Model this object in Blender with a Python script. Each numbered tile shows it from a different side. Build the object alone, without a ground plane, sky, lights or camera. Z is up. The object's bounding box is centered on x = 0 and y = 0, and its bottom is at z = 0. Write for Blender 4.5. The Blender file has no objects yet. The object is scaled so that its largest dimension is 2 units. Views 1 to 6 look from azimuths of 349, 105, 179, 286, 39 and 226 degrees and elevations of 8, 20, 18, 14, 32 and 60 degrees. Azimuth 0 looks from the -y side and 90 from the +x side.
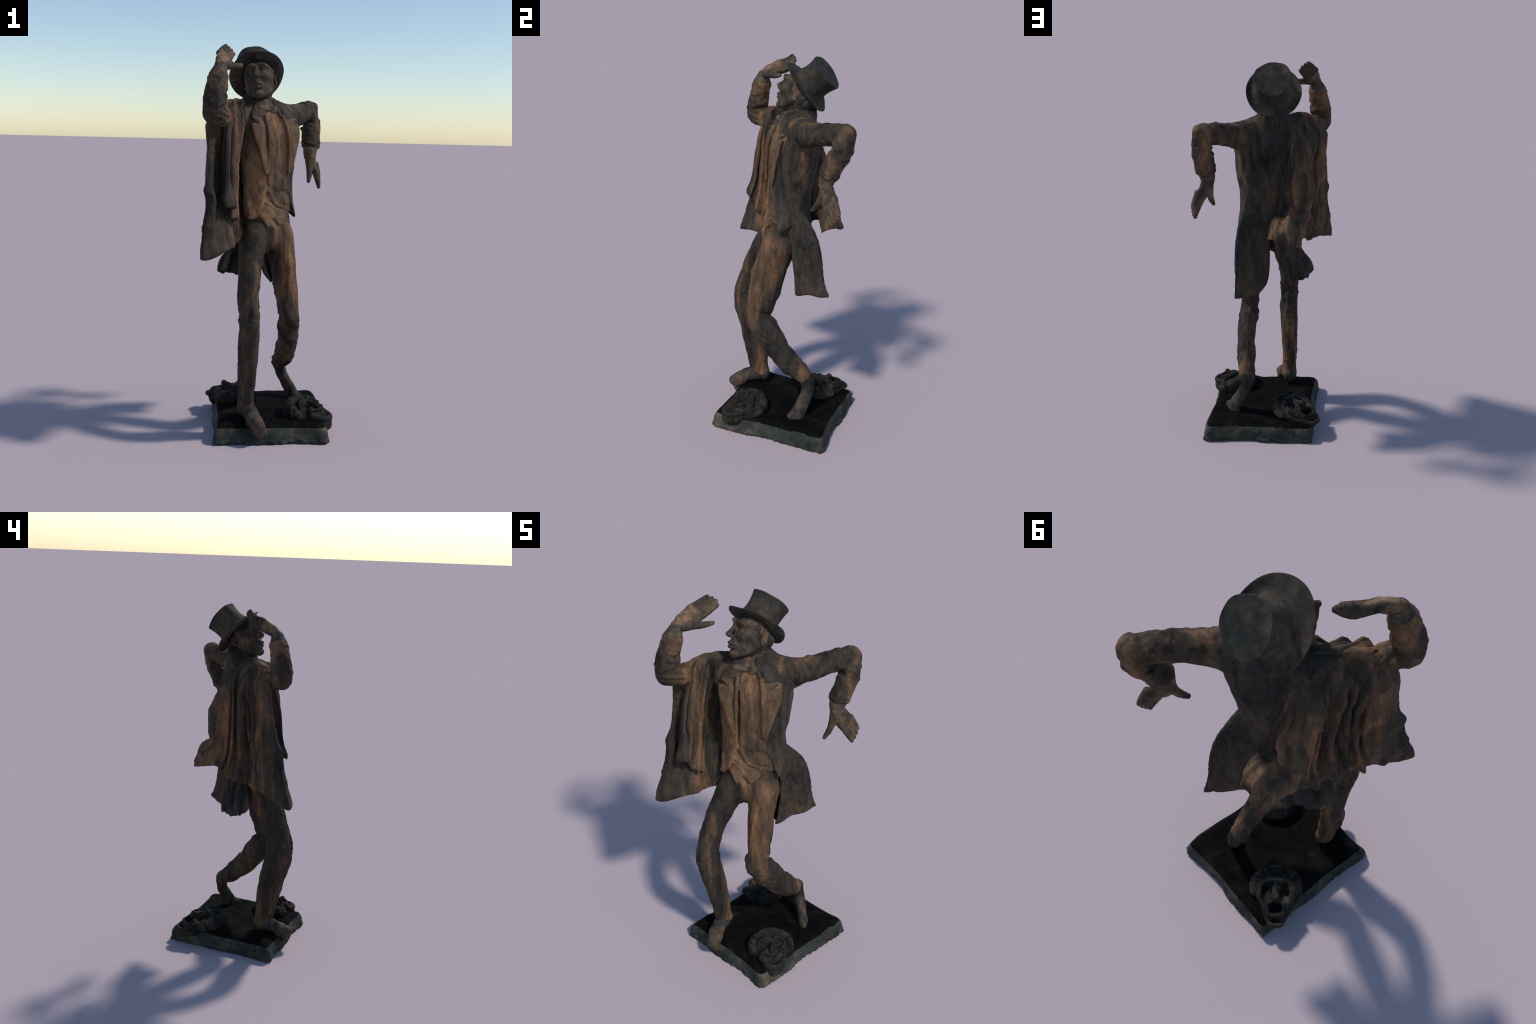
import bpy, math
import numpy as np

# ------------------------------------------------------------------ toolkit
def V(*a):
    return np.array(a, dtype=np.float64)

def unit(v):
    v = np.asarray(v, float)
    return v / np.linalg.norm(v)

def smin(a, b, k):
    if k <= 0:
        return np.minimum(a, b)
    h = np.maximum(k - np.abs(a - b), 0) / k
    return np.minimum(a, b) - h * h * k * 0.25

def smax(a, b, k):
    return -smin(-a, -b, k)

def hash3(i, j, k, seed):
    n = (i.astype(np.int64) * 374761393 + j.astype(np.int64) * 668265263
         + k.astype(np.int64) * 2147483647 + seed * 974711) & 0xFFFFFFFF
    n = ((n ^ (n >> 13)) * 1274126177) & 0xFFFFFFFF
    return ((n ^ (n >> 16)) & 0xFFFF) / 32767.5 - 1.0

def noise3(x, y, z, scale, seed=1):
    """smooth value noise in -1..1"""
    x, y, z = x * scale, y * scale, z * scale
    i, j, k = np.floor(x), np.floor(y), np.floor(z)
    fx, fy, fz = x - i, y - j, z - k
    fx, fy, fz = [f * f * (3 - 2 * f) for f in (fx, fy, fz)]
    r = 0
    for a in (0, 1):
        for b in (0, 1):
            for c in (0, 1):
                w = (fx if a else 1 - fx) * (fy if b else 1 - fy) * (fz if c else 1 - fz)
                r = r + w * hash3(i + a, j + b, k + c, seed)
    return r

def spline(pts, n):
    """Catmull-Rom through control points, n samples"""
    p = np.asarray(pts, float)
    m = len(p)
    t = np.linspace(0, m - 1, n)
    i = np.minimum(t.astype(int), m - 2)
    f = (t - i)[:, None]
    p0, p1, p2, p3 = p[np.maximum(i - 1, 0)], p[i], p[i + 1], p[np.minimum(i + 2, m - 1)]
    return 0.5 * ((2 * p1) + (p2 - p0) * f + (2 * p0 - 5 * p1 + 4 * p2 - p3) * f ** 2
                  + (3 * p1 - p0 - 3 * p2 + p3) * f ** 3)

class Field:
    """a signed distance field that parts are melted into, each with a label"""
    def __init__(self, lo, hi, h):
        self.lo = np.array(lo, float)
        self.h = h
        self.n = np.ceil((np.array(hi) - self.lo) / h).astype(int) + 1
        self.d = np.full(self.n, 0.08, np.float32)
        self.lab = np.zeros(self.n, np.int8)

    def block(self, lo, hi):
        a = np.clip(np.floor((np.array(lo) - self.lo) / self.h).astype(int), 0, self.n)
        b = np.clip(np.ceil((np.array(hi) - self.lo) / self.h).astype(int) + 1, 0, self.n)
        sl = tuple(slice(p, q) for p, q in zip(a, b))
        ax = [(self.lo[i] + self.h * np.arange(a[i], b[i])).astype(np.float32) for i in range(3)]
        return sl, np.meshgrid(*ax, indexing='ij')

    def put(self, fn, lo, hi, k=0.02, label=0, pad=0.03):
        sl, (x, y, z) = self.block(np.array(lo) - pad - k, np.array(hi) + pad + k)
        if x.size == 0:
            return
        d2 = fn(x, y, z).astype(np.float32)
        d1 = self.d[sl]
        self.lab[sl] = np.where(d2 < d1, np.int8(label), self.lab[sl])
        self.d[sl] = smin(d1, d2, k)

    def cut(self, fn, lo, hi, k=0.008, pad=0.02):
        sl, (x, y, z) = self.block(np.array(lo) - pad, np.array(hi) + pad)
        if x.size == 0:
            return
        self.d[sl] = smax(self.d[sl], -fn(x, y, z).astype(np.float32), k)

    # ---- primitives
    def chain(self, pts, radii, k=0.02, label=0, side=None, inner=0.0, cut=False, fine=None):
        """limb: a spline of points with (optionally elliptical) radii"""
        pts = np.asarray(pts, float)
        r = np.array([(q, q) if np.isscalar(q) else q for q in radii], float)
        n = max(len(pts), (len(pts) - 1) * (fine or 5) + 1) if len(pts) > 2 else 2
        P, Rr = spline(pts, n), np.maximum(spline(r, n), 0.002)
        side = None if side is None else unit(side)
        m = Rr.max()
        def fn(x, y, z):
            best = None
            for i in range(n - 1):
                a, b = P[i], P[i + 1]
                ab = b - a
                L2 = ab @ ab + 1e-12
                dr = ab / math.sqrt(L2)
                S = side if side is not None else np.cross(dr, V(0.31, 0.95, 0.1))
                S = unit(S - dr * (S @ dr))
                T = np.cross(dr, S)
                X, Y, Z = x - a[0], y - a[1], z - a[2]
                t = np.clip((X * ab[0] + Y * ab[1] + Z * ab[2]) / L2, 0, 1)
                X, Y, Z = X - t * ab[0], Y - t * ab[1], Z - t * ab[2]
                rx = Rr[i, 0] + t * (Rr[i + 1, 0] - Rr[i, 0])
                ry = Rr[i, 1] + t * (Rr[i + 1, 1] - Rr[i, 1])
                u = X * S[0] + Y * S[1] + Z * S[2]
                v = X * T[0] + Y * T[1] + Z * T[2]
                w = X * dr[0] + Y * dr[1] + Z * dr[2]
                rm = np.minimum(rx, ry)
                k0 = np.sqrt((u / rx) ** 2 + (v / ry) ** 2 + (w / rm) ** 2) + 1e-9
                k1 = np.sqrt((u / rx ** 2) ** 2 + (v / ry ** 2) ** 2 + (w / rm ** 2) ** 2) + 1e-9
                d = k0 * (k0 - 1) / k1
                best = d if best is None else smin(best, d, inner)
            return best
        lo, hi = P.min(0) - m, P.max(0) + m
        if cut:
            self.cut(fn, lo, hi, k)
        else:
            self.put(fn, lo, hi, k, label)

    def ball(self, c, r, axes=None, k=0.02, label=0, cut=False):
        c = np.asarray(c, float)
        r = np.array([r] * 3 if np.isscalar(r) else r, float)
        A = np.eye(3) if axes is None else np.array([unit(a) for a in axes])
        def fn(x, y, z):
            X, Y, Z = x - c[0], y - c[1], z - c[2]
            q = [(A[i, 0] * X + A[i, 1] * Y + A[i, 2] * Z) for i in range(3)]
            k0 = np.sqrt(sum((q[i] / r[i]) ** 2 for i in range(3))) + 1e-9
            k1 = np.sqrt(sum((q[i] / r[i] ** 2) ** 2 for i in range(3))) + 1e-9
            return k0 * (k0 - 1) / k1
        m = r.max()
        if cut:
            self.cut(fn, c - m, c + m, k)
        else:
            self.put(fn, c - m, c + m, k, label)

    def mesh(self, relief=None):
        """surface nets -> vertices, quads, labels, normals"""
        d, h = self.d, self.h
        if relief is not None:
            near = np.abs(d) < 0.012
            idx = np.nonzero(near)
            pos = [self.lo[i] + h * idx[i] for i in range(3)]
            d = d.copy()
            d[idx] += relief(*pos).astype(np.float32)
        s = d < 0
        c = np.zeros(np.array(d.shape) - 1, np.int8)
        for a in (0, 1):
            for b in (0, 1):
                for e in (0, 1):
                    c += s[a:a + c.shape[0], b:b + c.shape[1], e:e + c.shape[2]]
        act = (c > 0) & (c < 8)
        I = np.array(np.nonzero(act)).T
        num = -np.ones(act.shape, np.int64)
        num[act] = np.arange(len(I))
        acc = np.zeros((len(I), 3))
        cnt = np.zeros(len(I))
        corners = [(a, b, e) for a in (0, 1) for b in (0, 1) for e in (0, 1)]
        val = {q: d[I[:, 0] + q[0], I[:, 1] + q[1], I[:, 2] + q[2]].astype(float) for q in corners}
        for q in corners:
            for ax in range(3):
                if q[ax]:
                    continue
                q2 = list(q); q2[ax] = 1; q2 = tuple(q2)
                v1, v2 = val[q], val[q2]
                m = (v1 < 0) != (v2 < 0)
                t = np.where(m, v1 / np.where(m, v1 - v2, 1), 0)
                p = np.array(q, float)[None, :].repeat(len(I), 0)
                p[:, ax] += t
                acc += p * m[:, None]
                cnt += m
        verts = self.lo + h * (I + acc / cnt[:, None])
        labs = self.lab[I[:, 0], I[:, 1], I[:, 2]]
        quads = []
        for ax in range(3):
            o = [(1, 2), (2, 0), (0, 1)][ax]
            sa = np.moveaxis(s, ax, 0)
            diff = np.moveaxis(sa[:-1] != sa[1:], 0, ax)
            E = np.array(np.nonzero(diff)).T
            ok = (E[:, o[0]] > 0) & (E[:, o[1]] > 0) & (E[:, o[0]] < act.shape[o[0]]) & (E[:, o[1]] < act.shape[o[1]])
            E = E[ok]
            def at(da, db):
                F = E.copy()
                F[:, o[0]] -= da
                F[:, o[1]] -= db
                return num[F[:, 0], F[:, 1], F[:, 2]]
            Q = np.stack([at(1, 1), at(0, 1), at(0, 0), at(1, 0)], 1)
            flip = ~s[E[:, 0], E[:, 1], E[:, 2]]
            Q[flip] = Q[flip][:, ::-1]
            quads.append(Q)
        return verts, np.concatenate(quads), labs

def relax(v, q, steps=1, f=0.4):
    """even out a value (position, part weight) over each vertex's neighbours"""
    src = np.concatenate([q[:, i] for i in range(4) for j in (1, 3)])
    dst = np.concatenate([q[:, (i + j) % 4] for i in range(4) for j in (1, 3)])
    n = np.maximum(np.bincount(src, minlength=len(v)), 1)
    for _ in range(steps):
        a = np.stack([np.bincount(src, v[dst, c], len(v)) for c in range(v.shape[1])], 1)
        v = v + f * (a / n[:, None] - v)
    return v

def ridged(x, y, z, scale, seed):
    """sharp crease lines, -1..1"""
    return 1 - 2.6 * np.abs(noise3(x, y, z, scale, seed))

def vertex_normals(v, f):
    n = np.zeros_like(v)
    a = np.cross(v[f[:, 2]] - v[f[:, 0]], v[f[:, 3]] - v[f[:, 1]])
    for i in range(4):
        np.add.at(n, f[:, i], a)
    return n / np.maximum(np.linalg.norm(n, axis=1), 1e-12)[:, None]

def make_object(name, verts, faces, normals, mat, parent=None):
    me = bpy.data.meshes.new(name)
    me.vertices.add(len(verts))
    me.vertices.foreach_set('co', np.asarray(verts, np.float32).ravel())
    k = faces.shape[1]
    me.loops.add(faces.size)
    me.loops.foreach_set('vertex_index', faces.astype(np.int32).ravel())
    me.polygons.add(len(faces))
    me.polygons.foreach_set('loop_start', np.arange(0, faces.size, k, dtype=np.int32))
    me.update(calc_edges=True)
    me.polygons.foreach_set('use_smooth', np.ones(len(faces), bool))
    if normals is not None:
        me.normals_split_custom_set_from_vertices(np.asarray(normals, np.float32).tolist())
    me.materials.append(mat)
    ob = bpy.data.objects.new(name, me)
    bpy.context.scene.collection.objects.link(ob)
    if parent is not None:
        ob.parent = parent
    return ob

def split_by_label(v, q, labs, table, parent, smooth=5):
    """one smooth surface, its faces handed out to named parts"""
    nor = vertex_normals(v, q)
    keys = sorted(table)
    W = np.stack([(labs == k).astype(float) for k in keys], 1)
    W = relax(W, q, smooth, 0.7)
    labs = np.array(keys)[W.argmax(1)]
    fl = np.sort(labs[q], axis=1)[:, 1]
    out = {}
    for lab, (name, mat, par) in table.items():
        f = q[fl == lab]
        if not len(f):
            continue
        ids, inv = np.unique(f, return_inverse=True)
        out[lab] = make_object(name, v[ids], inv.reshape(f.shape), nor[ids], mat, par or parent)
    return out

def sheet(name, columns, folds, thick, mat, parent, nu=90, nv=110, rough=0.003, seed=3, hem=0.0, flip=False, crease=0.004):
    """hanging cloth: columns of control points (top to hem), crossed by folds.
    folds: (u, width, height, v_start, v_end, drift)"""
    cols = []
    for c in columns:
        p = spline(c, 200)
        t = np.concatenate([[0], np.cumsum(np.linalg.norm(np.diff(p, axis=0), axis=1))])
        cols.append(np.stack([np.interp(np.linspace(0, t[-1], nv), t, p[:, i]) for i in range(3)], 1))
    cols = np.array(cols)                                              # ncol,nv,3
    g = np.stack([spline(cols[:, j], nu) for j in range(nv)], 1)       # nu,nv,3
    du = np.gradient(g, axis=0); dv = np.gradient(g, axis=1)
    n = np.cross(du, dv); n /= np.maximum(np.linalg.norm(n, axis=2), 1e-9)[..., None]
    if flip:
        n = -n
    U, W = np.meshgrid(np.linspace(0, 1, nu), np.linspace(0, 1, nv), indexing='ij')
    disp = np.zeros_like(U)
    for (u0, w, hgt, v0, v1, drift) in folds:
        env = np.clip((W - v0) / 0.18, 0, 1) * np.clip((v1 - W) / 0.12, 0, 1)
        env = env * env * (3 - 2 * env)
        wob = 0.25 * w * np.sin(W * 9 + u0 * 40)
        disp += hgt * env * np.exp(-((U - u0 - drift * (W - v0) - wob) / w) ** 2)
    disp += rough * noise3(g[..., 0], g[..., 1], g[..., 2] * 0.5, 24, seed)
    disp += rough * 0.5 * noise3(g[..., 0], g[..., 1], g[..., 2], 60, seed + 5)
    gx, gy, gz = g[..., 0], g[..., 1], g[..., 2]
    w = 0.03 * noise3(gx, gy, gz, 8, seed + 8)
    disp += crease * ridged(gx + w + 0.45 * gz, gy + w, gz * 0.35 + 0.2 * gx, 11, seed + 9) * np.clip(W * 4, 0, 1)
    g = g + n * disp[..., None]
    if hem:
        g[..., 2] -= hem * (np.sin(U * 21 + seed) + 0.6 * np.sin(U * 47 + seed)) * np.clip((W - 0.8) / 0.2, 0, 1)
    for a in (0, 1):
        n = np.cross(np.gradient(g, axis=0), np.gradient(g, axis=1))
    n /= np.maximum(np.linalg.norm(n, axis=2), 1e-9)[..., None]
    # rounded thick sheet: two skins joined by a rim that narrows at the border
    e = np.minimum(np.minimum(U, 1 - U) * nu / 3, np.minimum(W, 1 - W) * nv / 3)
    t = thick * (0.35 + 0.65 * np.sqrt(np.clip(e, 0, 1)))
    A, B = g + n * t[..., None] / 2, g - n * t[..., None] / 2
    v = np.concatenate([A.reshape(-1, 3), B.reshape(-1, 3)])
    idx = np.arange(nu * nv).reshape(nu, nv)
    fa = np.stack([idx[:-1, :-1], idx[1:, :-1], idx[1:, 1:], idx[:-1, 1:]], -1).reshape(-1, 4)
    rim = np.concatenate([idx[:-1, 0], idx[-1, :-1], idx[:0:-1, -1], idx[0, :0:-1]])
    rn = np.roll(rim, -1)
    o = nu * nv
    fr = np.stack([rn, rim, rim + o, rn + o], 1)
    f = np.concatenate([fa, fa[:, ::-1] + o, fr])
    return make_object(name, v, f, None, mat, parent)

def lathe(profile, origin, axis, ref, bend=None, n=96, fine=6):
    """turn a profile (radius, height) about an axis"""
    axis = unit(axis)
    S = unit(np.asarray(ref) - axis * (np.asarray(ref) @ axis))
    T = np.cross(axis, S)
    p = spline(profile, (len(profile) - 1) * fine + 1)
    p[:, 0] = np.maximum(p[:, 0], 0.0005)
    a = np.linspace(0, 2 * math.pi, n, endpoint=False)
    R, A = np.meshgrid(p[:, 0], a, indexing='ij')
    H = np.meshgrid(p[:, 1], a, indexing='ij')[0]
    if bend is not None:
        R, H = bend(R, H, A)
    g = origin + (R * np.cos(A))[..., None] * S + (R * np.sin(A))[..., None] * T + H[..., None] * axis
    m = len(p)
    idx = np.arange(m * n).reshape(m, n)
    nx = np.roll(idx, -1, 1)
    f = np.stack([idx[:-1], nx[:-1], nx[1:], idx[1:]], -1).reshape(-1, 4)
    v = g.reshape(-1, 3)
    return v, f

# ---------------------------------------------------------------- materials
def bronze(name, dark, mid, warm, bias=0.5, stretch=0.35, scale=7.0, seed=0.0, green=0.25, rough=0.74, spec=0.10):
    """patinated bronze: dark patina, brown metal, warm streaks, verdigris"""
    m = bpy.data.materials.new(name)
    m.use_nodes = True
    nt = m.node_tree
    N, L = nt.nodes, nt.links
    N.clear()
    out = N.new('ShaderNodeOutputMaterial')
    bs = N.new('ShaderNodeBsdfPrincipled')
    L.new(bs.outputs[0], out.inputs[0])
    tc = N.new('ShaderNodeTexCoord')
    mp = N.new('ShaderNodeMapping')
    mp.inputs['Location'].default_value = (seed, seed * 1.7, seed * 0.6)
    mp.inputs['Scale'].default_value = (1, 1, stretch)
    L.new(tc.outputs['Object'], mp.inputs[0])
    def noise(sc, det, rgh, dist=0.0, src=None):
        n = N.new('ShaderNodeTexNoise')
        n.inputs['Scale'].default_value = sc
        n.inputs['Detail'].default_value = det
        n.inputs['Roughness'].default_value = rgh
        n.inputs['Distortion'].default_value = dist
        L.new(src or mp.outputs[0], n.inputs['Vector'])
        return n.outputs[0]
    def ramp(src, stops):
        r = N.new('ShaderNodeValToRGB')
        e = r.color_ramp.elements
        for i, (p, c) in enumerate(stops):
            el = e[i] if i < 2 else e.new(p)
            el.position = p
            el.color = (*c, 1)
        L.new(src, r.inputs[0])
        return r.outputs[0]
    def mix(f, a, b, mode='MIX'):
        x = N.new('ShaderNodeMix')
        x.data_type = 'RGBA'
        x.blend_type = mode
        for sock, val in ((x.inputs[0], f), (x.inputs[6], a), (x.inputs[7], b)):
            if isinstance(val, (int, float)):
                sock.default_value = val
            elif isinstance(val, tuple):
                sock.default_value = (*val, 1)
            else:
                L.new(val, sock)
        return x.outputs[2]
    big = noise(scale, 5, 0.58, 0.6)
    b = 0.5 + (0.5 - bias) * 0.35
    col = ramp(big, [(b - 0.19, dark), (b + 0.18, warm), (b, mid)])
    streak = ramp(noise(scale * 5.5, 4, 0.65, 0.3), [(0.34, (0.50, 0.50, 0.52)), (0.68, (1.55, 1.46, 1.36))])
    col = mix(0.8, col, streak, 'MULTIPLY')
    if green > 0:
        gm = ramp(noise(scale * 1.6, 4, 0.6, 0.4, tc.outputs['Object']), [(0.5, (0, 0, 0)), (0.66, (green, green, green))])
        gr = tuple(0.6 * x + 0.4 * y for x, y in zip(mid, (0.055, 0.085, 0.075)))
        col = mix(gm, col, gr)
    grain = ramp(noise(160, 3, 0.6, 0, tc.outputs['Object']), [(0.3, (0.82, 0.82, 0.82)), (0.7, (1.15, 1.15, 1.15))])
    col = mix(0.7, col, grain, 'MULTIPLY')
    L.new(col, bs.inputs['Base Color'])
    bs.inputs['Roughness'].default_value = rough
    bs.inputs['Specular IOR Level'].default_value = spec
    bm = N.new('ShaderNodeBump')
    bm.inputs['Strength'].default_value = 0.35
    bm.inputs['Distance'].default_value = 0.004
    L.new(noise(60, 5, 0.6, 0.2, tc.outputs['Object']), bm.inputs['Height'])
    L.new(bm.outputs[0], bs.inputs['Normal'])
    return m

BLACK = (0.013, 0.0127, 0.0117)
DARK = (0.019, 0.0175, 0.0155)
M_coat = bronze('dark_bronze_coat', BLACK, (0.039, 0.034, 0.028), (0.092, 0.061, 0.039), 0.48, seed=1.3)  # colour kept dark to carry the scan's baked side and back shade
M_vest = bronze('light_tinted_bronze_vest', (0.028, 0.023, 0.018), (0.104, 0.068, 0.042), (0.245, 0.135, 0.069), 0.58, seed=2.1)  # lightened and warmed: the scan's front lighting is baked into this colour
M_sleeve = bronze('warm_streaked_bronze_sleeve', DARK, (0.055, 0.041, 0.029), (0.180, 0.099, 0.053), 0.48, 0.5, seed=3.7)
M_trouser = bronze('warm_streaked_bronze_trousers', DARK, (0.045, 0.035, 0.026), (0.160, 0.086, 0.045), 0.46, 0.28, seed=4.9)
M_cape = bronze('streaked_bronze_cloak', BLACK, (0.054, 0.042, 0.031), (0.172, 0.099, 0.055), 0.54, 0.22, seed=5.2)
M_skin = bronze('bronze_face_and_hands', DARK, (0.060, 0.047, 0.035), (0.180, 0.114, 0.067), 0.51, 0.8, 9, seed=6.8)
M_hat = bronze('greenish_bronze_hat', (0.019, 0.019, 0.017), (0.039, 0.035, 0.029), (0.082, 0.062, 0.043), 0.48, 0.8, 6, seed=7.4)
M_shoe = bronze('dark_bronze_shoe', BLACK, (0.042, 0.037, 0.032), (0.105, 0.070, 0.046), 0.5, 0.8, seed=8.8)
M_mask = bronze('dark_bronze_mask', (0.007, 0.007, 0.007), (0.020, 0.019, 0.017), (0.064, 0.047, 0.034), 0.43, 0.8, 11, seed=9.3, spec=0.06)
M_rim = bronze('verdigris_bronze_base', (0.015, 0.018, 0.0165), (0.035, 0.039, 0.034), (0.090, 0.078, 0.055), 0.45, 1, 6, seed=10.6, green=0.35)
M_top = bronze('shade_baked_bronze_top', (0.003, 0.003, 0.003), (0.005, 0.0047, 0.0043), (0.015, 0.012, 0.0095), 0.38, 1, 6, seed=11.9, green=0.05, rough=0.9, spec=0.04)  # base colour blackened for the soft shadow under the figure
M_shirt = bronze('pale_bronze_linen', DARK, (0.062, 0.052, 0.040), (0.155, 0.108, 0.070), 0.52, 0.8, 12, seed=12.4)

# ---------------------------------------------------------------- the thing
statue = bpy.data.objects.new('bronze_statue', None)
bpy.context.scene.collection.objects.link(statue)
statue['label'] = 'bronze dancing man in top hat and tailcoat with masks'
statue['category'] = 'statue'

ROT = math.radians(27)
WX = V(math.cos(ROT), math.sin(ROT), 0)      # across the chest, towards his left
FX = V(math.sin(ROT), -math.cos(ROT), 0)     # out of the chest

# ================================================================== BODY
COAT, VEST, LEG_R, LEG_L, ARM_R, ARM_L, NECK, SHOE_R, SHOE_L, COLLAR, SHIRT = range(1, 12)
B = Field((-0.42, -0.42, 0.04), (0.42, 0.42, 1.92), 0.0037)

# torso: height, centre x, centre y, half width, half depth
LEVELS = np.array([
    (0.98, -0.005, -0.075, 0.125, 0.080),
    (1.05, -0.004, -0.060, 0.142, 0.095),
    (1.12, -0.006, -0.042, 0.146, 0.102),
    (1.20, -0.008, -0.020, 0.147, 0.104),
    (1.30, -0.009, -0.013, 0.146, 0.102),
    (1.40, -0.011, -0.009, 0.153, 0.108),
    (1.50, -0.012, -0.002, 0.164, 0.114),
    (1.58, -0.020, 0.004, 0.172, 0.112),
    (1.64, -0.028, 0.010, 0.168, 0.095),
    (1.69, -0.034, 0.014, 0.120, 0.074),
    (1.73, -0.038, 0.016, 0.070, 0.058)])
zz = np.linspace(LEVELS[0, 0], LEVELS[-1, 0], 200)
ZT = np.interp(zz, LEVELS[:, 0], np.arange(len(LEVELS)))
_sp = spline(LEVELS, 401)
def level(z, c):
    return np.interp(z, _sp[:, 0], _sp[:, c])

def torso(x, y, z, grow=0.0):
    cx, cy, a, b = [level(z, c) for c in (1, 2, 3, 4)]
    a, b = a + grow, b + grow
    s = (x - cx) * WX[0] + (y - cy) * WX[1]
    f = (x - cx) * FX[0] + (y - cy) * FX[1]
    k0 = (np.abs(s / a) ** 2.3 + np.abs(f / b) ** 2.3) ** (1 / 2.3) + 1e-6
    d = (k0 - 1) * np.minimum(a, b) * 0.95
    return d, s, f

def vest_fn(x, y, z):
    d, s, f = torso(x, y, z)
    # waistcoat folds under the belly, placket, hanging edges
    d = d - 0.004 * np.exp(-((s + 0.046) / 0.010) ** 2) * (z > 1.25) + 0.014 * np.exp(-((s + 0.060) / 0.006) ** 2) * np.clip((z - 1.28) / 0.05, 0, 1)
    d = d - 0.004 * np.exp(-((s - 0.050) / 0.012) ** 2) + 0.004 * np.exp(-((s - 0.012) / 0.007) ** 2) * (z > 1.3)
    wz = z + 0.5 * s + 0.02 * noise3(s, f, z, 18, 61)
    crease = ridged(s * 0.6, f * 0 + 0.3, wz * 1.5, 30, 62) * np.exp(-((z - 1.21) / 0.065) ** 2)
    d = d - 0.0060 * crease * (f > 0)
    d = d - 0.0030 * ridged(s * 1.6, f * 0, z * 0.15, 24, 63) * (f > 0) * (z > 1.27)
    hem = 1.136 - 0.040 * np.maximum(np.exp(-((s + 0.055) / 0.026) ** 2), np.exp(-((s - 0.017) / 0.032) ** 2)) + 0.25 * np.clip(s - 0.05, 0, 0.1)
    d = smax(d, hem - z, 0.012)
    return smax(d, z - 1.72, 0.01)
B.put(vest_fn, (-0.25, -0.2, 1.05), (0.22, 0.2, 1.74), 0.001, VEST)

# hips and trousers
B.put(lambda x, y, z: smax(smax(torso(x, y, z, -0.010)[0], 0.985 - z, 0.05), z - 1.2, 0.01),
      (-0.2, -0.2, 0.95), (0.2, 0.2, 1.22), 0.004, LEG_L)
hipR, kneeR, ankR = V(-0.080, -0.108, 1.02), V(-0.122, -0.272, 0.655), V(-0.113, -0.182, 0.215)
hipL, kneeL, ankL = V(0.072, -0.040, 1.02), V(0.112, -0.138, 0.625), V(0.132, 0.142, 0.312)
B.chain([hipR, V(-0.107, -0.185, 0.88), V(-0.122, -0.235, 0.76), kneeR, V(-0.118, -0.259, 0.58), V(-0.119, -0.224, 0.45), V(-0.117, -0.200, 0.32), ankR, V(-0.115, -0.172, 0.165)],
        [(0.068, 0.088), (0.057, 0.081), (0.050, 0.071), (0.044, 0.061), (0.048, 0.066), (0.050, 0.063), (0.043, 0.056), (0.036, 0.049), (0.035, 0.046)], 0.035, LEG_R, side=V(1, 0.15, 0), inner=0.004)
B.chain([hipL, V(0.086, -0.084, 0.88), V(0.098, -0.110, 0.75), kneeL, V(0.122, -0.092, 0.555), V(0.132, -0.032, 0.485), V(0.137, 0.032, 0.405), V(0.136, 0.092, 0.345), ankL],
        [(0.068, 0.092), (0.057, 0.087), (0.050, 0.082), (0.043, 0.064), (0.046, 0.068), (0.047, 0.066), (0.046, 0.059), (0.043, 0.051), (0.038, 0.040)], 0.035, LEG_L, side=V(1, 0.25, 0), inner=0.004)
# trouser creases and knee folds
B.chain([V(-0.108, -0.318, 0.67), V(-0.098, -0.312, 0.56), V(-0.098, -0.280, 0.45), V(-0.102, -0.252, 0.33), V(-0.107, -0.226, 0.22)], [0.012, 0.012, 0.011, 0.010, 0.008], 0.035, LEG_R)
B.chain([V(0.080, -0.185, 0.68), V(0.110, -0.200, 0.620), V(0.138, -0.168, 0.60)], [0.010, 0.012, 0.008], 0.03, LEG_L)
# fly
B.chain([V(0.012, -0.140, 1.08), V(-0.010, -0.140, 1.02), V(-0.016, -0.120, 0.97)], [0.014, 0.018, 0.016], 0.03, LEG_L)

# shoes
B.chain([V(-0.115, -0.152, 0.150), V(-0.104, -0.212, 0.150), V(-0.085, -0.275, 0.130), V(-0.064, -0.330, 0.104)],
        [(0.032, 0.040), (0.035, 0.040), (0.038, 0.030), (0.026, 0.020)], 0.02, SHOE_R, side=V(0.9, 0.35, 0))
B.chain([V(-0.085, -0.270, 0.105), V(-0.072, -0.305, 0.085), V(-0.066, -0.302, 0.045)], [(0.036, 0.024), (0.032, 0.022), (0.018, 0.012)], 0.02, SHOE_R, side=V(0.9, 0.35, 0))


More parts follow.
